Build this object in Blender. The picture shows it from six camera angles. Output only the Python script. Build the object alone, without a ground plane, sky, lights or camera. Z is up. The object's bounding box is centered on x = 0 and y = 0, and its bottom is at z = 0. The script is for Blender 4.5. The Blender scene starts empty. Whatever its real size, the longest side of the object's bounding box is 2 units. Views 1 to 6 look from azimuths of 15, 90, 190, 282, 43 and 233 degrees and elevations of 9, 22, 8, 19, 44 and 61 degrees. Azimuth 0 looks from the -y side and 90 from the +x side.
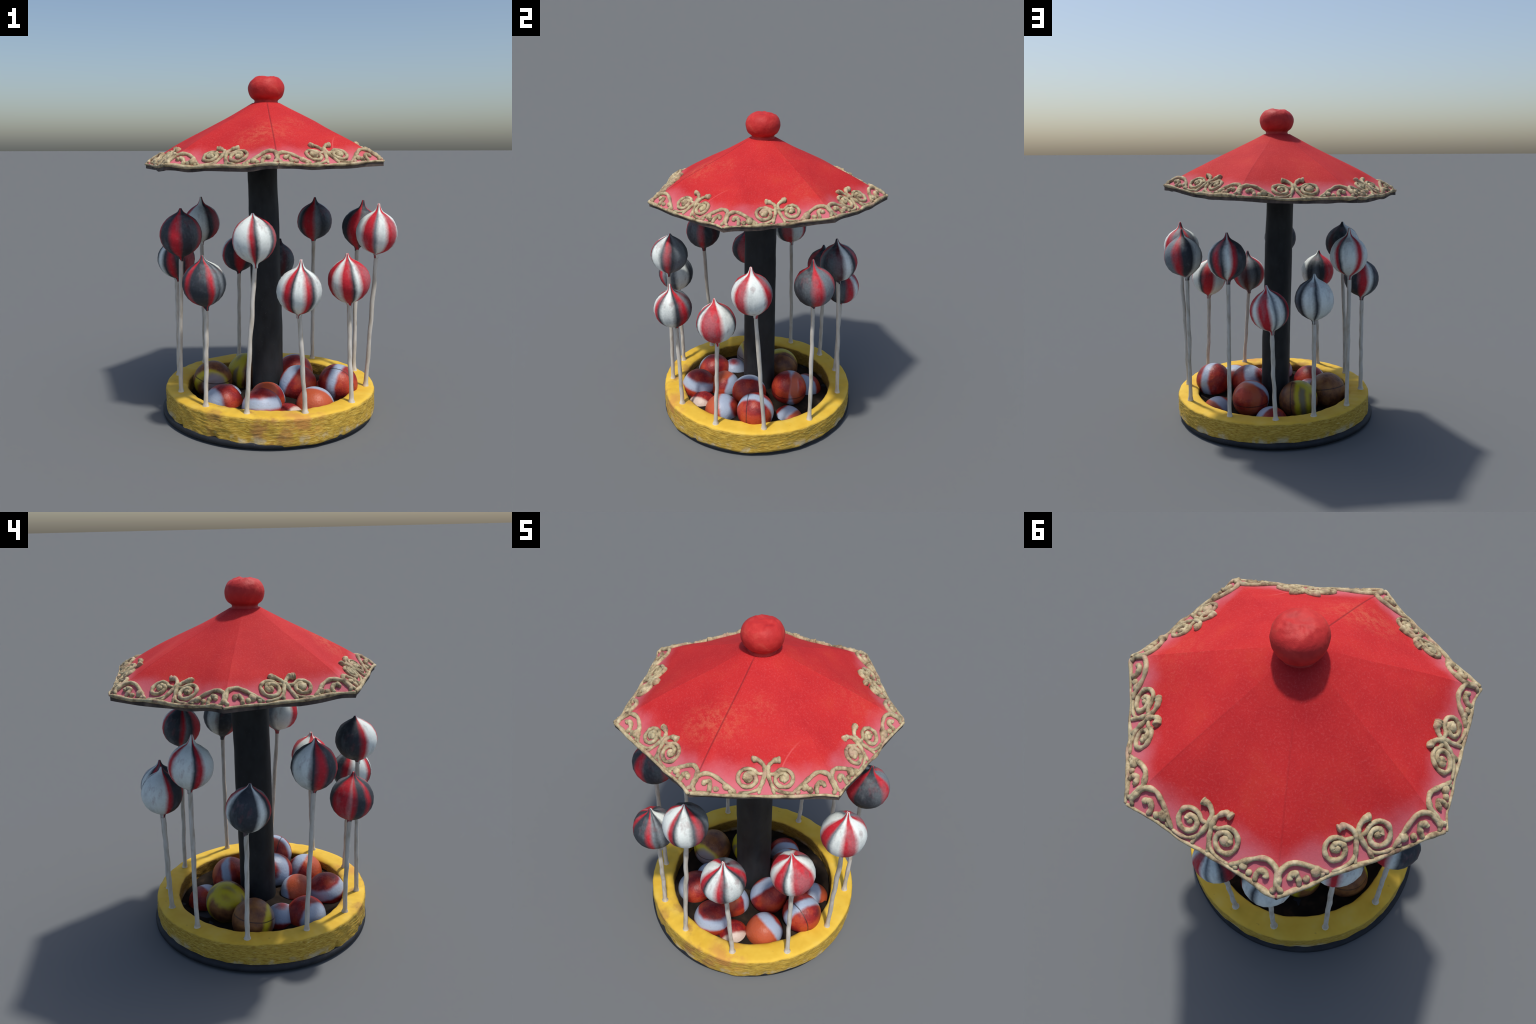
"""Lollipop carousel: a yellow wooden tray on a black plate, filled with striped
candy balls, a black pole, a ring of striped lollipops and a seven-sided red roof
with cream scroll ornament and a round knob."""
import bpy, bmesh, math, random
from mathutils import Vector, Matrix, Quaternion, noise

rnd = random.Random(7)
TAU = 2 * math.pi


# ------------------------------------------------------------------ helpers
def make_mesh(name, verts, faces, mats, face_mat=None, smooth=True):
    me = bpy.data.meshes.new(name)
    me.from_pydata([tuple(v) for v in verts], [], faces)
    for m in (mats if isinstance(mats, (list, tuple)) else [mats]):
        me.materials.append(m)
    if face_mat:
        me.polygons.foreach_set("material_index", face_mat)
    me.polygons.foreach_set("use_smooth", [smooth] * len(me.polygons))
    bm = bmesh.new(); bm.from_mesh(me)
    bmesh.ops.recalc_face_normals(bm, faces=bm.faces)
    bm.to_mesh(me); bm.free()
    me.update()
    return me


def add(name, mesh, parent=None, loc=(0, 0, 0), quat=None):
    ob = bpy.data.objects.new(name, mesh)
    bpy.context.scene.collection.objects.link(ob)
    ob.parent = parent
    ob.location = loc
    if quat is not None:
        ob.rotation_mode = 'QUATERNION'
        ob.rotation_quaternion = quat
    return ob


def n1(x, y=0.0, z=0.0):
    return noise.noise(Vector((x, y, z)))


def interp(pts, x):
    """piecewise-linear table lookup"""
    if x <= pts[0][0]:
        return pts[0][1]
    for (a, fa), (b, fb) in zip(pts, pts[1:]):
        if x <= b:
            return fa + (fb - fa) * (x - a) / (b - a)
    return pts[-1][1]


def catmull(pts, step=6):
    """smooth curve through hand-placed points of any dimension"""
    out = []
    n = len(pts)
    for i in range(n - 1):
        p0, p1, p2, p3 = pts[max(i - 1, 0)], pts[i], pts[i + 1], pts[min(i + 2, n - 1)]
        for k in range(step):
            t = k / step
            out.append(tuple(.5 * ((2 * b) + (c - a) * t + (2 * a - 5 * b + 4 * c - d) * t * t
                             + (3 * b - a - 3 * c + d) * t ** 3) for a, b, c, d in zip(p0, p1, p2, p3)))
    out.append(tuple(pts[-1]))
    return out


def lathe(rings, closed=False):
    """rings: list of rings of equal length -> verts, faces"""
    n = len(rings[0])
    verts = [v for r in rings for v in r]
    faces = []
    m = len(rings)
    for j in range(m if closed else m - 1):
        a, b = j * n, ((j + 1) % m) * n
        for i in range(n):
            k = (i + 1) % n
            faces.append((a + i, a + k, b + k, b + i))
    return verts, faces


# ---------------------------------------------------------------- materials
class Nodes:
    """tiny wrapper that keeps the node code readable"""

    def __init__(self, name, rough=.75, spec=.25):
        self.mat = bpy.data.materials.new(name)
        self.mat.use_nodes = True
        self.t = self.mat.node_tree
        self.bsdf = self.t.nodes["Principled BSDF"]
        self.bsdf.inputs["Roughness"].default_value = rough
        self.bsdf.inputs["Specular IOR Level"].default_value = spec
        self.obj = self.t.nodes.new("ShaderNodeTexCoord").outputs["Object"]

    def put(self, sock, v):
        if hasattr(v, "is_linked"):
            self.t.links.new(v, sock)
        elif isinstance(v, (tuple, list)):
            sock.default_value = tuple(v) + ((1,) if len(v) == 3 and sock.type == 'RGBA' else ())
        else:
            sock.default_value = v

    def math(self, op, a, b=0.0, c=None, clamp=False):
        n = self.t.nodes.new("ShaderNodeMath"); n.operation = op; n.use_clamp = clamp
        self.put(n.inputs[0], a); self.put(n.inputs[1], b)
        if c is not None:
            self.put(n.inputs[2], c)
        return n.outputs[0]

    def dot(self, a, b):
        n = self.t.nodes.new("ShaderNodeVectorMath"); n.operation = 'DOT_PRODUCT'
        self.put(n.inputs[0], a); self.put(n.inputs[1], b)
        return n.outputs["Value"]

    def dist(self, a, b):
        n = self.t.nodes.new("ShaderNodeVectorMath"); n.operation = 'DISTANCE'
        self.put(n.inputs[0], a); self.put(n.inputs[1], b)
        return n.outputs["Value"]

    def scaled(self, s):
        n = self.t.nodes.new("ShaderNodeMapping")
        self.put(n.inputs["Vector"], self.obj); n.inputs["Scale"].default_value = s
        return n.outputs[0]

    def noise(self, scale, detail=4, vec=None, rough=.55, dist=0.0):
        n = self.t.nodes.new("ShaderNodeTexNoise")
        self.put(n.inputs["Vector"], vec if vec is not None else self.obj)
        n.inputs["Scale"].default_value = scale
        n.inputs["Detail"].default_value = detail
        n.inputs["Roughness"].default_value = rough
        n.inputs["Distortion"].default_value = dist
        return n.outputs["Fac"]

    def ramp(self, fac, stops, interp='LINEAR'):
        n = self.t.nodes.new("ShaderNodeValToRGB")
        cr = n.color_ramp; cr.interpolation = interp
        while len(cr.elements) < len(stops):
            cr.elements.new(.5)
        for e, (p, c) in zip(cr.elements, stops):
            e.position = p
        for e, (p, c) in zip(cr.elements, stops):
            e.color = tuple(c) + (1,) if not isinstance(c, (int, float)) else (c, c, c, 1)
        self.put(n.inputs[0], fac)
        return n.outputs[0]

    def step(self, v, lo, hi):
        n = self.t.nodes.new("ShaderNodeMapRange"); n.interpolation_type = 'SMOOTHSTEP'
        self.put(n.inputs[0], v); n.inputs[1].default_value = lo; n.inputs[2].default_value = hi
        return n.outputs[0]

    def mix(self, fac, a, b, mode='MIX'):
        n = self.t.nodes.new("ShaderNodeMix"); n.data_type = 'RGBA'; n.blend_type = mode
        self.put(n.inputs["Factor"], fac); self.put(n.inputs["A"], a); self.put(n.inputs["B"], b)
        return n.outputs["Result"]

    def bump(self, h, strength=.3, dist=.01):
        n = self.t.nodes.new("ShaderNodeBump")
        n.inputs["Strength"].default_value = strength; n.inputs["Distance"].default_value = dist
        self.put(n.inputs["Height"], h)
        self.t.links.new(n.outputs[0], self.bsdf.inputs["Normal"])

    def xyz(self):
        n = self.t.nodes.new("ShaderNodeSeparateXYZ"); self.put(n.inputs[0], self.obj)
        return n.outputs

    def color(self, c):
        self.put(self.bsdf.inputs["Base Color"], c)
        return self.mat


# palette (linear base colours)
WHITE = (.74, .79, .75)
RED = (.50, .017, .030)
DARK = (.034, .040, .050)
GREY = (.16, .185, .205)
MAROON = (.075, .014, .020)
PINK = (.52, .19, .19)
CANDY = dict(W=WHITE, R=RED, D=DARK, G=GREY, M=MAROON, P=PINK)


def candy_material(stripes):
    """meridian stripes: list of (colour letter, azimuth where it starts)"""
    m = Nodes("striped_candy", .6, .3)
    x = m.xyz()
    az = m.math('ARCTAN2', x[1], x[0])
    warp = m.math('SUBTRACT', m.noise(7, 3), .5)
    az = m.math('ADD', az, m.math('MULTIPLY', warp, .26))
    f = m.math('FRACT', m.math('ADD', m.math('DIVIDE', az, TAU), 1.0))
    st = sorted((a % 360, c) for c, a in stripes)
    soft = 8.0
    stops = [(0.0, CANDY[st[-1][1]])]
    for i, (a, c) in enumerate(st):
        prev = CANDY[st[i - 1][1]]
        before = min(soft, .42 * ((a - st[i - 1][0]) % 360))
        after = min(soft, .42 * ((st[(i + 1) % len(st)][0] - a) % 360))
        stops.append((max(a - before, .05) / 360, prev))
        stops.append(((a + after) / 360, CANDY[c]))
    col = m.ramp(f, stops[:32])
    fine = m.noise(38, 5)
    col = m.mix(m.math('MULTIPLY', m.step(fine, .5, .75), .12), col, (.26, .27, .28))
    streak = m.noise(13, 4, m.scaled((1, 1, .3)))
    col = m.mix(m.math('MULTIPLY', m.step(streak, .48, .68), .34), col, (.22, .25, .265))
    col = m.mix(m.math('MULTIPLY', m.step(m.noise(20, 4, m.scaled((1, 1, .35))), .55, .70), .34), col, (.20, .05, .06))
    col = m.mix(.35, col, m.ramp(m.noise(90, 3), [(.3, .35), (.7, .75)]), 'OVERLAY')
    m.bump(m.noise(30, 4), .25, .006)
    return m.color(col)


def stick_material():
    m = Nodes("paper_stick", .8, .2)
    v = m.scaled((1, 1, .18))
    c = m.ramp(m.noise(60, 4, v), [(.3, (.46, .41, .33)), (.5, (.60, .56, .49)), (.75, (.68, .65, .60))])
    c = m.mix(m.math('MULTIPLY', m.step(m.noise(9, 3), .58, .75), .40), c, (.34, .25, .17))
    gen = m.t.nodes.new("ShaderNodeSeparateXYZ")
    m.put(gen.inputs[0], m.t.nodes["Texture Coordinate"].outputs["Generated"])
    c = m.mix(m.math('SUBTRACT', 1.0, m.step(gen.outputs[2], .018, .035)), c, (.74, .68, .56))   # dab of white glue
    m.bump(m.noise(80, 3, v), .3, .003)
    return m.color(c)


RIM_C = Vector((.026, -.081, 0))
RIM_R, RIM_IN = .633, .500


def yellow_material():
    """yellow painted wood: smooth paint on top, wavy grain on the walls"""
    m = Nodes("yellow_painted_wood", .7, .25)
    x = m.xyz()
    px = m.math('SUBTRACT', x[0], RIM_C.x); py = m.math('SUBTRACT', x[1], RIM_C.y)
    az = m.math('ARCTAN2', py, px)
    comb = m.t.nodes.new("ShaderNodeCombineXYZ")
    m.put(comb.inputs[0], m.math('MULTIPLY', az, 13.0)); m.put(comb.inputs[1], m.math('MULTIPLY', x[2], 150.0))
    grain = m.noise(1.6, 4, comb.outputs[0], .6, .6)
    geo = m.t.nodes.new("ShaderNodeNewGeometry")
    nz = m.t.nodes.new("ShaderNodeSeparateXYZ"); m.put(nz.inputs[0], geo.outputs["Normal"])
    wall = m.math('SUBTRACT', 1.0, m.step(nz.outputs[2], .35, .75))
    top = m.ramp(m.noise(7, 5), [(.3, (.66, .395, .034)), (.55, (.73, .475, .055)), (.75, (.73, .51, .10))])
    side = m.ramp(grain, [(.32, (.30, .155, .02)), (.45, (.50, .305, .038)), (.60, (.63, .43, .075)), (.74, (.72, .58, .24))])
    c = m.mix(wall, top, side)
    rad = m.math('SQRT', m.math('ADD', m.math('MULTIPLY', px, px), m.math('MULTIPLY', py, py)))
    inner = m.math('SUBTRACT', 1.0, m.step(rad, .505, .53))  # inner wall painted dark brown: occlusion shade of the tray in its colour
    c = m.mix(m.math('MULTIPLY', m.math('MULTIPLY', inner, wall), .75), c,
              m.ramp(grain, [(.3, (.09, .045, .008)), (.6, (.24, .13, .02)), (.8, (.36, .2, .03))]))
    # rusty stains at the front, worn pale patches along the lower edge
    front = m.math('SUBTRACT', 1.0, m.step(m.dist(m.obj, (.06, -.70, .10)), .10, .42))
    stain = m.math('MULTIPLY', front, m.step(m.noise(7.5, 4), .46, .62))
    c = m.mix(m.math('MULTIPLY', stain, .7), c, (.33, .145, .055))
    rust2 = m.math('SUBTRACT', 1.0, m.step(m.dist(m.obj, (.33, -.60, .17)), .05, .16))
    c = m.mix(m.math('MULTIPLY', m.math('MULTIPLY', rust2, m.step(m.noise(12, 4), .38, .62)), .55), c, (.52, .19, .07))
    low = m.math('SUBTRACT', 1.0, m.step(x[2], .045, .095))
    worn = m.math('MULTIPLY', m.math('MULTIPLY', low, wall), m.step(m.noise(11, 5), .49, .63))
    c = m.mix(m.math('MULTIPLY', worn, .7), c, (.60, .54, .40))
    c = m.mix(m.math('MULTIPLY', m.step(m.noise(26, 5), .66, .74), .35), c, (.25, .13, .03))
    h = m.math('ADD', m.math('MULTIPLY', grain, wall), m.math('MULTIPLY', m.noise(40, 4), .25))
    m.bump(h, .45, .006)
    return m.color(c)


def black_material(name, lo, hi, rough):
    m = Nodes(name, rough, .3)
    c = m.ramp(m.noise(18, 6, m.scaled((1, 1, .5))), [(.3, lo), (.7, hi)])
    c = m.mix(m.math('MULTIPLY', m.step(m.noise(140, 2), .66, .74), .35), c, (.10, .10, .105))
    m.bump(m.noise(60, 4), .25, .004)
    return m.color(c)


def floor_material():
    m = Nodes("shadow_darkened_tray_floor", .9, .1)
    return m.color(m.ramp(m.noise(14, 5), [(.3, (.010, .008, .007)), (.55, (.022, .016, .012)), (.75, (.05, .032, .02))]))


CORNERS = [Vector(c) + Vector((c[0] * -.013, c[1] * -.013, .006)) for c in ((.702, -.245, 1.505), (.222, -.718, 1.497), (-.413, -.661, 1.487), (-.768, -.095, 1.485),
                               (-.568, .537, 1.474), (.066, .746, 1.491), (.605, .366, 1.528))]
TOP_C = Vector((-.014, -.033, 1.842))
TOP_R = .082


def roof_material():
    m = Nodes("red_canvas_roof", .8, .2)
    col = m.ramp(m.noise(5, 5), [(.3, (.45, .016, .020)), (.55, (.51, .022, .023)), (.8, (.54, .040, .026))])
    # canvas speckle
    sp = m.step(m.noise(120, 4, None, .75), .48, .72)
    col = m.mix(m.math('MULTIPLY', sp, .42), col, (.62, .085, .085))
    # pink faded zone that follows the seven edges
    edge = None
    for a, b in zip(CORNERS, CORNERS[1:] + CORNERS[:1]):
        nrm = Vector((a.y - b.y, b.x - a.x, 0)).normalized()
        d = m.math('SUBTRACT', m.dot(m.obj, tuple(nrm)), nrm.dot(Vector((a.x, a.y, 0))))
        edge = d if edge is None else m.math('MAXIMUM', edge, d)
    edge = m.math('ADD', edge, m.math('MULTIPLY', m.math('SUBTRACT', m.noise(9, 4), .5), .10))
    col = m.mix(m.math('MULTIPLY', m.step(edge, -.15, -.03), .78), col, (.56, .17, .21))
    # sun-bleached orange patches beside the front seam
    for p, r, k in (((.11, -.40, 1.68), .16, .30), ((.03, -.47, 1.63), .15, .26), ((.40, .22, 1.65), .22, .10), ((.2, -.25, 1.74), .1, .2)):
        f = m.math('SUBTRACT', 1.0, m.step(m.dist(m.obj, p), r * .2, r))
        f = m.math('MULTIPLY', f, m.step(m.noise(30, 6, None, .75), .40, .66))
        col = m.mix(m.math('MULTIPLY', f, k), col, (.62, .17, .09))
    # dark stitched seam on the ridges, strongest at the front
    for i, k in ((1, .55), (4, .14), (5, .12)):
        c = CORNERS[i]
        d = Vector((c.x - TOP_C.x, c.y - TOP_C.y, 0)).normalized()
        side = Vector((-d.y, d.x, 0))
        off = m.math('ABSOLUTE', m.math('SUBTRACT', m.dot(m.obj, tuple(side)), side.dot(TOP_C)))
        fw = m.step(m.math('SUBTRACT', m.dot(m.obj, tuple(d)), d.dot(TOP_C)), .05, .12 if i == 1 else .45)
        line = m.math('MULTIPLY', m.math('SUBTRACT', 1.0, m.step(off, .0015, .0055)), fw)
        col = m.mix(m.math('MULTIPLY', line, k), col, (.12, .012, .016))
    # one faint curved scratch
    ring = m.math('ABSOLUTE', m.math('SUBTRACT', m.dist(m.obj, (.62, -.12, 1.36)), .36))
    arc = m.math('SUBTRACT', 1.0, m.step(ring, .001, .004))
    near = m.math('SUBTRACT', 1.0, m.step(m.dist(m.obj, (.35, -.34, 1.62)), .08, .16))
    col = m.mix(m.math('MULTIPLY', m.math('MULTIPLY', arc, near), .35), col, (.72, .16, .15))
    m.bump(m.noise(120, 4, None, .7), .35, .003)
    return m.color(col)


def knob_material():
    m = Nodes("red_lacquer_knob", .6, .3)
    c = m.ramp(m.noise(14, 5, None, .6, .8), [(.3, (.43, .016, .017)), (.55, (.53, .030, .027)), (.8, (.62, .085, .06))])
    m.bump(m.noise(26, 5), .5, .008)
    return m.color(c)


def ornament_material():
    m = Nodes("cream_plaster_scroll", .75, .25)
    c = m.ramp(m.noise(26, 5, None, .65), [(.32, (.13, .085, .05)), (.46, (.36, .28, .16)), (.6, (.52, .43, .26)), (.76, (.66, .57, .38))])
    c = m.mix(m.math('MULTIPLY', m.step(m.noise(15, 3), .52, .68), .35), c, (.28, .29, .20))
    c = m.mix(m.math('MULTIPLY', m.step(m.noise(17, 4), .52, .68), .40), c, (.50, .27, .22))
    m.bump(m.noise(55, 4), .5, .006)
    return m.color(c)


LAV = (.36, .44, .56)


def marble_material(kind, bands, seams=()):
    """ball candy: base colour plus bands (colour, plane normal, offset, half width) in unit-radius coordinates"""
    m = Nodes("swirled_candy_ball", .45, .4)
    v = m.obj
    wob = m.math('MULTIPLY', m.math('SUBTRACT', m.noise(2.0, 3), .5), .20)
    if kind == 'red':
        c = m.ramp(m.noise(1.6, 4), [(.32, (.16, .008, .012)), (.48, (.30, .018, .014)), (.62, (.44, .050, .018))])  # reds lowered toward their look in shadow
        cols = dict(W=LAV, O=(.46, .085, .03), C=(.62, .5, .42))
    else:
        c = m.ramp(m.noise(2, 4), [(.34, (.10, .034, .018)), (.5, (.20, .075, .026)), (.68, (.29, .125, .035))])
        cols = dict(Y=(.52, .42, .014), L=(.22, .19, .20), G=(.20, .17, .10))
    for k, n, o, hw in bands:
        n = Vector(n).normalized()
        d = m.math('ADD', m.math('SUBTRACT', m.dot(v, tuple(n)), o), wob)
        f = m.math('SUBTRACT', 1.0, m.step(m.math('ABSOLUTE', d), hw - .10, hw + .10))
        c = m.mix(m.math('MULTIPLY', f, .96), c, cols[k])
    for n, o in seams:
        n = Vector(n).normalized()
        d = m.math('ABSOLUTE', m.math('SUBTRACT', m.dot(v, tuple(n)), o))
        c = m.mix(m.math('MULTIPLY', m.math('SUBTRACT', 1.0, m.step(d, .012, .04)), .8), c, (.03, .012, .012))
    c = m.mix(m.math('MULTIPLY', m.step(m.noise(13, 5), .56, .72), .25), c, (.30, .16, .12))
    m.bump(m.noise(8, 4), .15, .02)
    return m.color(c)


MAT_STICK = stick_material()
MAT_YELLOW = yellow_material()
MAT_POLE = black_material("black_pole_paint", (.013, .014, .016), (.028, .030, .033), .6)
MAT_PLATE = black_material("black_rubber_plate", (.012, .014, .018), (.022, .025, .032), .6)
MAT_FLOOR = floor_material()
MAT_ROOF = roof_material()
MAT_UNDER = black_material("dark_roof_lining", (.012, .011, .012), (.028, .023, .026), .8)
MAT_KNOB = knob_material()
MAT_EDGE = black_material("shade_toned_roof_edge", (.03, .024, .024), (.15, .11, .09), .8)
MAT_ORN = ornament_material()

# ------------------------------------------------------------ the carousel
carousel = add("lollipop_carousel", None)
carousel.empty_display_size = .2
carousel["label"] = "small red roofed carousel with striped lollipops on a yellow tray"
carousel["category"] = "carousel decoration"


# --- bottom plate and tray floor
def tray_fill(x, y):
    """height of the crumbly fill: heaped at the front and right, an empty hollow at the back left"""
    k = min(1, max(0, (x - .55 * y + .22) / .25))
    return .048 + .026 * min(1, max(0, (.16 - y) / .2)) + .050 * k * (1 if y < .15 else .6) * k * (3 - 2 * k) + .010 * n1(7 * x, 7 * y) + .006 * n1(20 * x, 20 * y, 3)


def build_plate():
    cx, cy = .008, -.077
    prof = [(.60, .000), (.627, .004), (.640, .014), (.641, .030), (.632, .042), (.60, .046)]
    rings, N = [], 128
    for r, z in prof:
        rings.append([Vector((cx + (r + .004 * n1(3 * math.cos(a), 3 * math.sin(a), 7)) * math.cos(a),
                              cy + (r + .004 * n1(3 * math.cos(a), 3 * math.sin(a), 7)) * math.sin(a), z))
                      for a in (TAU * i / N for i in range(N))])
    v, f = lathe(rings)
    v += [Vector((cx, cy, 0)), Vector((cx, cy, .046))]
    k = len(v) - 2
    L = (len(prof) - 1) * N
    for i in range(N):
        f.append((k, (i + 1) % N, i)); f.append((k + 1, L + i, L + (i + 1) % N))
    add("bottom_plate", make_mesh("bottom_plate", v, f, MAT_PLATE), carousel)
    # floor
    rings = [[Vector((RIM_C.x + r * math.cos(a), RIM_C.y + r * math.sin(a),
                      tray_fill(RIM_C.x + r * math.cos(a), RIM_C.y + r * math.sin(a)))) for a in (TAU * i / 96 for i in range(96))]
             for r in (.515, .49, .46, .43, .4, .37, .34, .31, .28, .25, .22, .18, .14, .1, .05, .01)]
    v, f = lathe(rings)
    f.append(tuple(range(15 * 96, 16 * 96)))
    add("tray_floor", make_mesh("tray_floor", v, f, MAT_FLOOR), carousel)


build_plate()


# --- yellow wooden rim
def rim_top(y):
    return .171 - .010 * (y + .08) / .6


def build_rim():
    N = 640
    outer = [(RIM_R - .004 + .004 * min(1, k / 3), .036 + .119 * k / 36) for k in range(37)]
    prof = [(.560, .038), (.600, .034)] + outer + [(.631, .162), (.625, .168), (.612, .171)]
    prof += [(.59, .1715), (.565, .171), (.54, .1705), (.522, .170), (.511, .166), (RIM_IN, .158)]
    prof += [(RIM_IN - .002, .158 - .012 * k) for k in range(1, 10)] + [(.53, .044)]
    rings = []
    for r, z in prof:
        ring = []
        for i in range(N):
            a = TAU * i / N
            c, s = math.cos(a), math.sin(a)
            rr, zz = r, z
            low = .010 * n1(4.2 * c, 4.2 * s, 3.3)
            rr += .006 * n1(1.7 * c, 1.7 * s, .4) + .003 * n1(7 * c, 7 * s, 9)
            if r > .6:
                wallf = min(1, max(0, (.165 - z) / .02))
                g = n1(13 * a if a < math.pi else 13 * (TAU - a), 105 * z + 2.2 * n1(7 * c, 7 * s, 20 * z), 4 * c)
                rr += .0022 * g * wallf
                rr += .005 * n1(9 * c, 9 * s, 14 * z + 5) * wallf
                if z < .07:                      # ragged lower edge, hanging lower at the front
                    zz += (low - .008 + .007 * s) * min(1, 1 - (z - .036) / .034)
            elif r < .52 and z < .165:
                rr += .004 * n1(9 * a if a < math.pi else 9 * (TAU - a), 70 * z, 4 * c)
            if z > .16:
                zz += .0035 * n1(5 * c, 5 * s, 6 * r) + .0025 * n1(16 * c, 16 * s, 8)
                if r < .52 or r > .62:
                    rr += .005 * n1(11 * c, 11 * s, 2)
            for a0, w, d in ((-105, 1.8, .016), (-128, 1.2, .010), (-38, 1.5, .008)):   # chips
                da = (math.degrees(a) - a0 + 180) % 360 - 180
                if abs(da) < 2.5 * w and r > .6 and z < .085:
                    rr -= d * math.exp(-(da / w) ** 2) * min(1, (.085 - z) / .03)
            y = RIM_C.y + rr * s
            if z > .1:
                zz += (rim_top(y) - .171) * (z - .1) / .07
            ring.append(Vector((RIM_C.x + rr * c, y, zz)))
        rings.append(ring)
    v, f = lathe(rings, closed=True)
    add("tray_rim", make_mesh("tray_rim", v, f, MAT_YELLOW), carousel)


build_rim()


# --- pole
def build_pole():
    N, M = 40, 60
    rings = []
    for j in range(M + 1):
        z = .05 + 1.72 * j / M
        t = (z - .2) / 1.27
        cx, cy = .005 - .034 * t, -.063 + .0165 * t
        cx += .004 * math.sin(2.4 * z + .4)
        rx, ry = .0895 - .007 * t, .1040 - .003 * t
        flare = .018 * math.exp(-(z - .05) / .03)
        ring = []
        for i in range(N):
            a = TAU * i / N
            ca, sa = abs(math.cos(a)), abs(math.sin(a))
            rr = ((ca / rx) ** 2.7 + (sa / ry) ** 2.7) ** (-1 / 2.7) + flare + .003 * n1(2.5 * math.cos(a), 2.5 * math.sin(a), 5 * z) \
                + .0018 * n1(5 * math.cos(a), 5 * math.sin(a), 16 * z)
            ring.append(Vector((cx + rr * math.cos(a), cy + rr * math.sin(a), z)))
        rings.append(ring)
    v, f = lathe(rings)
    f.append(tuple(range(N))); f.append(tuple(range(M * N, M * N + N)))
    add("pole", make_mesh("pole", v, f, MAT_POLE), carousel)


build_pole()


# --- roof
def drop(t):
    return t - .040 * math.sin(math.pi * t) + .02 * math.sin(2 * math.pi * t)


RIM_MEAN = sum(((c - TOP_C).xy.length for c in CORNERS)) / 7 * .945


def roof_point(i, u, t):
    """panel i, u along the edge, t from the knob (0) to the rim (1)"""
    a, b = CORNERS[i % 7], CORNERS[(i + 1) % 7]
    rim = a.lerp(b, u)
    rim.z += .008 * n1(6 * rim.x, 6 * rim.y, 3) * t
    # pointed corners: the edge between them lies a little inside the straight line
    ins = (.015 if i % 7 == 2 else .006) * min(1, min(u, 1 - u) / .10) + .007 * n1(9 * rim.x, 9 * rim.y, 12) * math.sin(math.pi * u)
    d = Vector((rim.x - TOP_C.x, rim.y - TOP_C.y, 0))
    rad = d.length - ins
    d.normalize()
    # panels are flat at the rim and swell into a round cone towards the knob
    w = .50 * max(0, 1 - t) ** 1.2
    rad = rad * (1 - w) + RIM_MEAN * w
    r = TOP_R + (rad - TOP_R) * t
    p = TOP_C + d * r
    p.z = TOP_C.z + (rim.z - TOP_C.z) * drop(t)
    hollow = min(1, max(0, (t - .35) / .35)) * (1 - .35 * max(0, (t - .8) / .2))
    p.z -= .017 * hollow * math.sin(math.pi * u) ** 1.5
    p.z -= .006 * min(1, max(0, t - .15) * 2) * math.exp(-(min(u, 1 - u) * .65 * t / .035) ** 2) * (t < .999) * min(1, (1 - min(t, 1)) / .15)   # ridges are worn round
    edge = min(u, 1 - u)
    p.z += .004 * n1(5 * p.x, 5 * p.y, 1.5) * min(1, t * 4)
    if i % 7 == 1 and u < .5 or i % 7 == 0 and u > .5:                      # groove of the front seam
        p.z -= .003 * math.exp(-(edge * .65 * t / .006) ** 2) * min(1, t * 5) * (t < .97)
    return p


def build_roof():
    U, T = 28, 44
    rings, under = [], []
    us = [.5 - .5 * math.copysign(abs(math.cos(math.pi * k / U)) ** .85, math.cos(math.pi * k / U)) for k in range(U)]
    for j in range(T + 1):
        t = j / T
        rings.append([roof_point(i, u, t) for i in range(7) for u in us])
    rim = rings[-1]
    cen = Vector((TOP_C.x, TOP_C.y, 0))
    # thickness of the rim, then the hollow lining rising to the pole
    r1 = [p + Vector((0, 0, -.026 - .006 * n1(9 * p.x, 9 * p.y, 4))) for p in rim]
    lining = [r1]
    lining.append([cen + (p - cen) * .955 for p in r1])
    for q in lining[1]:
        q.z = r1[lining[1].index(q)].z + .004
    for t in (.88, .7, .5, .3, .1):
        lining.append([roof_point(i, u, t) - Vector((0, 0, .028 + .045 * math.sin(math.pi * t))) for i in range(7) for u in us])
    allr = rings + lining
    v, f = lathe(allr)
    n = len(rim)
    fm = []
    for j in range(len(allr) - 1):
        fm += [0 if j < T else 2 if j == T else 1] * n
    f.append(tuple(range(n))); fm.append(0)
    f.append(tuple(range((len(allr) - 1) * n, len(allr) * n))); fm.append(1)
    ob = add("roof", make_mesh("roof", v, f, [MAT_ROOF, MAT_UNDER, MAT_EDGE], fm), carousel)
    ob.data.set_sharp_from_angle(angle=math.radians(50))
    return ob


roof = build_roof()


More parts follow.
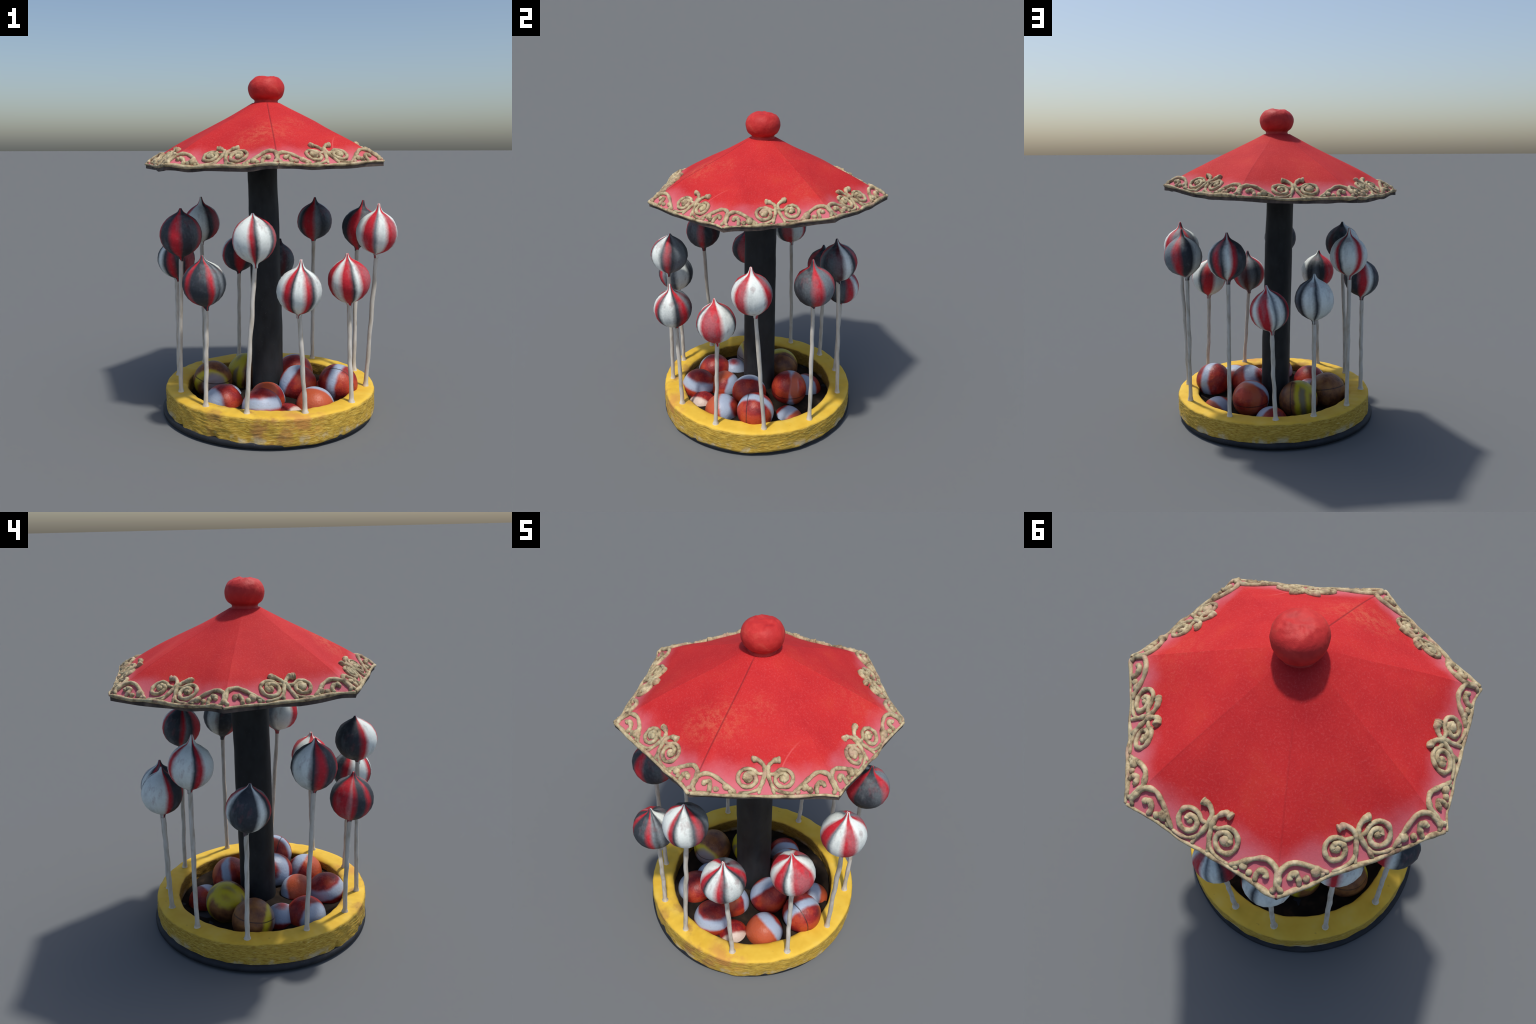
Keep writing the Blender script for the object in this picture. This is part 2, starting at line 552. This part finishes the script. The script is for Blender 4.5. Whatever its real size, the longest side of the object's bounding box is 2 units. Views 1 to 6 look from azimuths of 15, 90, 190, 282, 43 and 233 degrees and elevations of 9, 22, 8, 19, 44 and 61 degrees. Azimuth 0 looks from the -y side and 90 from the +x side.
# --- scroll ornament on the roof: strokes drawn in panel coordinates (s along the edge, h up the slope)
def panel_frame(i):
    L = (roof_point(i, .5, 1) - roof_point(i, .5, 0)).length
    k = (CORNERS[(i + 1) % 7] - CORNERS[i]).length / .66

    def at(s, h):
        t = 1 - .96 * h / L
        a, b = roof_point(i, 0, t), roof_point(i, 1, t)
        u = .5 + s * k / (b - a).length
        u = min(.995, max(.005, u))
        p = roof_point(i, u, t)
        e = .01
        du = roof_point(i, min(1, u + e), t) - roof_point(i, max(0, u - e), t)
        dt = roof_point(i, u, min(1, t + e)) - roof_point(i, u, t - e)
        nrm = dt.cross(du).normalized()
        if nrm.z < 0:
            nrm = -nrm
        return p, nrm
    return at


def stroke(at, pts, out, lift=.32, step=5):
    """pts: (s, h, radius); sweeps a soft ridge over the roof surface"""
    path = catmull(pts, step)
    verts, faces = out
    K = 8
    C = [at(s, h) for s, h, r in path]
    n = len(path)
    base = len(verts)
    seed = rnd.random() * 50
    for j in range(n):
        p, nrm = C[j]
        tan = (C[min(j + 1, n - 1)][0] - C[max(j - 1, 0)][0]).normalized()
        side = tan.cross(nrm).normalized()
        r = .95 * path[j][2] * (1 + .34 * n1(seed + j * .35))
        d = min(j, n - 1 - j)
        r *= (.45, .85, 1)[min(d, 2)]
        for q in range(K):
            a = TAU * q / K
            verts.append(p + nrm * (lift * r + 1.05 * r * math.sin(a)) + side * (r * math.cos(a)))
    for j in range(n - 1):
        for q in range(K):
            w = (q + 1) % K
            faces.append((base + j * K + q, base + j * K + w, base + (j + 1) * K + w, base + (j + 1) * K + q))
    faces.append(tuple(base + q for q in range(K)))
    faces.append(tuple(base + (n - 1) * K + q for q in range(K)))


def blob(at, s, h, r, out):
    """small lump of plaster"""
    p, nrm = at(s, h)
    verts, faces = out
    side = nrm.orthogonal().normalized(); oth = nrm.cross(side)
    base = len(verts)
    for j in range(1, 6):
        la = math.pi * j / 6
        for q in range(10):
            a = TAU * q / 10
            rr = r * (1 + .25 * n1(40 * p.x + math.cos(a), 40 * p.y + math.sin(a), la))
            verts.append(p + nrm * (.1 * r + .85 * rr * math.cos(la)) + (side * math.cos(a) + oth * math.sin(a)) * rr * math.sin(la))
    for j in range(4):
        for q in range(10):
            w = (q + 1) % 10
            faces.append((base + j * 10 + q, base + j * 10 + w, base + (j + 1) * 10 + w, base + (j + 1) * 10 + q))
    faces.append(tuple(base + q for q in range(10)))
    faces.append(tuple(base + 40 + q for q in range(10)))


def build_ornament():
    for i in range(7):
        at = panel_frame(i)
        jit = lambda a=.004: rnd.uniform(-a, a)
        rope = ([], [])
        stroke(at, [(s, -.001 + jit(.004), .009 + jit(.0035)) for s in (-.335, -.28, -.2, -.12, -.04, .04, .12, .2, .28, .335)], rope, .1)
        add("rim_rope", make_mesh("rim_rope", *rope, MAT_ORN), roof)
        fleur = ([], [])
        mid = jit(.012)
        hk = 1 + jit(.06)
        for sg in (-1, 1):
            S = lambda x: mid + sg * x
            w = rnd.uniform(.9, 1.12)
            stroke(at, [(S(.036), .004, .009 * w), (S(.026), .035, .009 * w), (S(.013), .075, .011), (S(.006), .112 * hk, .012),
                        (S(.013), .136 * hk, .010), (S(.034), .156 * hk + jit(), .013 * w), (S(.054), .160 * hk + jit(), .018 * w),
                        (S(.066), .158 * hk, .016 * w)], fleur)
            stroke(at, [(S(.020), .055, .008), (S(.040), .026, .008), (S(.080), .012, .008), (S(.125), .010, .008)], fleur)
        add("leaf_bud_fleuron", make_mesh("leaf_bud_fleuron", *fleur, MAT_ORN), roof)
        for sg in (-1, 1):
            S = lambda x: mid * .7 + sg * x
            # spiral beside the fleuron
            sp = ([], [])
            cs, ch, R = .080 + jit(), .080 + jit(), .047 * rnd.uniform(.92, 1.1)
            pts = [(S(.010), .100, .009)]
            turns = rnd.uniform(1.45, 1.75)
            for q in range(15):
                f = q / 14
                a = math.radians(150) - TAU * turns * f
                r = R * (1 - .80 * max(0, (f - .35) / .65))
                pts.append((S(cs + r * math.cos(a)), ch + .95 * r * math.sin(a), .0095 + .003 * f))
            stroke(at, pts, sp, .32, 4)
            blob(at, S(cs), ch, rnd.choice((.014, .017, .022)), sp)
            add("spiral_scroll", make_mesh("spiral_scroll", *sp, MAT_ORN), roof)
            # arch with hook near the corner
            S = lambda x: sg * x
            ar = ([], [])
            j1, j2 = jit(.008), jit(.008)
            stroke(at, [(S(.125), .010, .008), (S(.155), .032, .011), (S(.198 + j1), .070, .0105), (S(.243 + j1), .094 + j2, .0115),
                        (S(.284), .088 + j2, .012), (S(.309), .060, .0115), (S(.314), .030, .011), (S(.304), .006, .010)], ar)
            stroke(at, [(S(.238 + j1), .004, .011), (S(.233 + j1), .030, .0115), (S(.243), .050, .013), (S(.262), .050, .013),
                        (S(.270), .034, .011)], ar)
            blob(at, S(.176 + j2), .034, rnd.uniform(.017, .024), ar)
            blob(at, S(.205 + j1), .022, rnd.uniform(.012, .018), ar)
            blob(at, S(.150), .016, .012, ar)
            add("corner_scroll", make_mesh("corner_scroll", *ar, MAT_ORN), roof)


build_ornament()


# --- knob
def build_knob():
    prof = [(.082, 1.832), (.073, 1.846), (.071, 1.855), (.077, 1.863), (.092, 1.874), (.103, 1.892), (.109, 1.915),
            (.108, 1.936), (.100, 1.957), (.086, 1.974), (.064, 1.986), (.036, 1.990), (.010, 1.990)]
    prof = catmull(prof, 3)
    N = 36
    rings = []
    for r, z in prof:
        ring = []
        for i in range(N):
            a = TAU * i / N
            c, s = math.cos(a), math.sin(a)
            k = max(0, (z - 1.95) / .04)
            rr = .965 * r * (1 + .03 * n1(2.2 * c, 2.2 * s, 14 * z) + .02 * n1(5 * c, 5 * s, 25 * z))
            ring.append(Vector((TOP_C.x + rr * c, TOP_C.y + .002 + rr * s,
                                z + k * (.008 * n1(22 * rr * c, 22 * rr * s, 3.7) + .005 * n1(50 * rr * c, 50 * rr * s, 1)))))
        rings.append(ring)
    v, f = lathe(rings)
    f.append(tuple(range((len(prof) - 1) * N, len(prof) * N)))
    f.append(tuple(range(N)))
    top = max(p.z for p in v)
    v = [Vector((p.x, p.y, p.z + (2.0 - top) * max(0, (p.z - 1.9) / (top - 1.9)))) for p in v]
    add("roof_knob", make_mesh("roof_knob", v, f, MAT_KNOB), carousel)


build_knob()

# --- lollipops: base point, ball centre, tip, radius, stripes
LOLLIPOPS = [
    ((.602, -.027), (.653, -.093, 1.106), (.660, -.097, 1.272), 0.118, "W345 R42 G74 R105 G140 W170 R231 G267 W274 R305", (0.004, 0.017)),
    ((.500, .257), (.523, .264, 1.094), (.535, .252, 1.265), 0.118, "R352 G24 R74 D99 W145 D178 R235 D266", (-0.012, -0.012)),
    ((.189, .464), (.199, .435, 1.110), (.203, .419, 1.266), 0.116, "W13 D39 R62 D79 W97 R117 D133 R198 G208 D222 R240 G279 D297 M344", (-0.003, -0.009)),
    ((-.095, .474), (-.064, .494, .827), (-.046, .496, .976), 0.114, "R11 W42 R65 W104 G113 W125 D152 R165 G186 R205 D225 M300 D315"),
    ((-.309, .381), (-.310, .392, .880), (-.309, .387, 1.030), 0.116, "D305 G28 D42 W63 D97 W112 R213 D226 R275"),
    ((-.488, .175), (-.489, .160, 1.109), (-.490, .147, 1.275), 0.116, "W4 R49 D63 W70 R118 W143 D203 R209 W232 D306 R333", (-0.008, 0)),
    ((-.556, -.123), (-.548, -.146, .917), (-.552, -.160, 1.058), 0.114, "R86 W116 D134 W220 D243 R264 D284 R325 D3", (-0.009, 0)),
    ((-.425, -.423), (-.396, -.455, 1.106), (-.395, -.458, 1.253), 0.118, "R349 D5 M40 D60 W121 D176 R192 D218 R259 D290"),
    ((-.208, -.610), (-.200, -.630, .871), (-.208, -.639, 1.023), 0.117, "W7 D52 G85 D98 R128 P177 R183 D193 R228 D243 R303 G318 D328 G337 D345"),
    ((.039, -.657), (.074, -.628, 1.114), (.064, -.620, 1.251), 0.116, "W296 D338 R348 D8 G24 D73 R198 W216 R272 D286", (0, -0.004)),
    ((.339, -.558), (.306, -.591, .849), (.316, -.599, 1.016), 0.118, "R32 G58 M75 G102 D126 R157 W178 R235 D257 W265 R296 D315 W328 D10", (0.004, 0.009)),
    ((.558, -.328), (.526, -.307, .861), (.515, -.316, 1.014), 0.118, "R187 W228 R254 D288 W295 R313 W21 D70 R80 W124 R178", (-0.004, -0.006)),
]


def build_lollipop(base, ball, tip, R, stripes, shift=(0, 0)):
    ball, tip = Vector(ball), Vector(tip)
    axis = tip - ball
    q = Vector((0, 0, 1)).rotation_difference(axis.normalized())
    H = axis.length
    k = R / .117
    # round ball, hollow-shouldered onion tip, heights and radii in ball radii
    prof = [(.108, -1.27), (.118, -1.16), (.15, -1.08), (.215, -1.025), (.41, -.935), (.62, -.80), (.81, -.60), (.94, -.35), (1.0, -.08), (.99, .14),
            (.935, .35), (.83, .55), (.695, .71), (.545, .835), (.385, .935), (.235, 1.02)]
    prof = [(r * R, z * R) for r, z in prof]
    z0 = prof[-1][1]
    prof += [(r * R, z0 + (H - z0) * f) for r, f in ((.155, .25), (.112, .5), (.08, .75), (.055, 1.0), (.02, 1.01))]
    N = 22
    seed = rnd.random() * 60
    rings = []
    for r, z in prof:
        ring = []
        for i in range(N):
            a = TAU * i / N
            c, s = math.cos(a), math.sin(a)
            rr = r * (1 + .035 * n1(1.4 * c + seed, 1.4 * s, 7 * z) + .012 * n1(5 * c + seed, 5 * s, 30 * z))
            if z > .07:
                rr *= 1 + .05 * math.cos(9 * a + seed)          # pleats gathered at the tip
            low = min(1, max(0, (-.85 - z / R) / .2))          # the foot of the candy leans to where the stick enters
            ring.append(Vector((rr * c + shift[0] * low, rr * s + shift[1] * low, z)))
        rings.append(ring)
    v, f = lathe(rings)
    f.append(tuple(range(N))); f.append(tuple(range((len(prof) - 1) * N, len(prof) * N)))
    st = [(w[0], float(w[1:])) for w in stripes.split()]
    candy = add("lollipop", make_mesh("lollipop", v, f, candy_material(st)), carousel, ball, q)
    # paper stick, a little bent, swelling where it is glued into the rim
    b = Vector((base[0], base[1], rim_top(base[1]) - .012))
    e = ball + q @ Vector((shift[0], shift[1], -.115 * k))
    M, K = 44, 10
    rings = []
    s1, s2 = rnd.uniform(0, 90), rnd.uniform(-.004, .004)
    side = Vector((math.cos(seed), math.sin(seed), 0))
    for j in range(M + 1):
        t = j / M
        c = b.lerp(e, t) + side * s2 * math.sin(math.pi * t)
        env = math.sin(math.pi * min(1, max(0, t))) ** .4 if 0 < t < 1 else 0
        c = c + Vector((n1(s1, 7 * t), n1(s1 + 9, 7 * t), 0)) * .004 * env
        h = t * (e - b).length
        r = .0126 + .0018 * n1(s1 + 3, 11 * t) + .0075 * math.exp(-((h - .008) / .012) ** 2) + .003 * math.exp(-h / .03)
        rings.append([q.inverted() @ (c + Vector((math.cos(TAU * i / K) * r, math.sin(TAU * i / K) * r, 0)) - ball) for i in range(K)])
    v, f = lathe(rings)
    f.append(tuple(range(K))); f.append(tuple(range(M * K, M * K + K)))
    add("stick", make_mesh("stick", v, f, MAT_STICK), candy)


for spec in LOLLIPOPS:
    build_lollipop(*spec)

# --- loose candy balls lying in the tray (each can be lifted out)
BALLS = [
    ((-.335, -.108, .150), .122, 'brown', [('Y', (.15, -.95, -.2), .60, .13), ('L', (.35, -.9, .05), .92, .12)], [((.15, -.1, .98), .28)]),
    ((-.170, .088, .149), .125, 'brown', [('Y', (-1, 0, .1), .12, .14), ('G', (-1, 0, .1), .38, .12), ('Y', (-1, 0, .1), .62, .10), ('Y', (-.5, -.2, .8), .85, .12)], [((-1, .05, .1), -.2)]),
    ((-.177, -.387, .112), .115, 'red', [('W', (-.62, -.74, .08), .86, .32)], []),
    ((-.200, -.245, .085), .095, 'red', [('W', (.1, 0, 1), .55, .36)], []),
    ((.074, -.476, .143), .114, 'red', [('W', (-.12, .25, 1), .30, .25)], []),
    ((.062, -.300, .127), .106, 'red', [('W', (.15, .9, -.15), .55, .34), ('O', (-.4, -.5, .8), .7, .3)], []),
    ((.345, -.302, .118), .113, 'red', [('O', (.4, -.8, .3), .6, .5), ('W', (.15, .9, .35), .52, .27)], []),
    ((.209, -.129, .178), .113, 'red', [('W', (-.8, .1, .4), .58, .27)], []),
    ((.444, -.083, .187), .118, 'red', [('W', (.9, -.25, -.1), 0, .22)], [((.1, .95, 0), -.38)]),
    ((.357, .128, .047), .102, 'red', [('O', (.5, .7, .2), .6, .4), ('W', (-.5, -.6, .5), .42, .32)], []),
    ((.133, .140, .157), .119, 'red', [('W', (-.15, .95, -.2), .05, .21), ('O', (.3, .8, .2), .62, .2)], [((0, .05, 1), -.08)]),
    ((-.027, .266, .050), .105, 'red', [('W', (.7, -.5, .3), .6, .34)], []),
    ((.215, -.440, .070), .100, 'red', [('C', (.7, -.35, -.1), .7, .45)], []),
]

sphere_cache = {}
for c, R, kind, bands, seams in BALLS:
    bm = bmesh.new()
    bmesh.ops.create_uvsphere(bm, u_segments=40, v_segments=24, radius=1)
    seed = rnd.random() * 40
    for vt in bm.verts:
        p = vt.co.copy()
        k = 1 + .03 * n1(1.3 * p.x + seed, 1.3 * p.y, 1.3 * p.z)
        for n, o in seams:
            k -= .03 * math.exp(-((p.dot(Vector(n).normalized()) - o) / .035) ** 2)
        vt.co = p * k
        vt.co.z = max(vt.co.z, (.022 - c[2]) / R)      # the lowest ones sit flat in the tray
    me = bpy.data.meshes.new("candy_ball")
    bm.to_mesh(me); bm.free()
    me.materials.append(marble_material(kind, bands, seams))
    me.polygons.foreach_set("use_smooth", [True] * len(me.polygons))
    ob = add("candy_ball", me, None, c)
    ob.scale = (R, R, R)
    ob["label"] = ("glossy red and white striped round candy" if kind == 'red' else "brown round candy swirled with yellow stripes")
    ob["category"] = "candy ball"
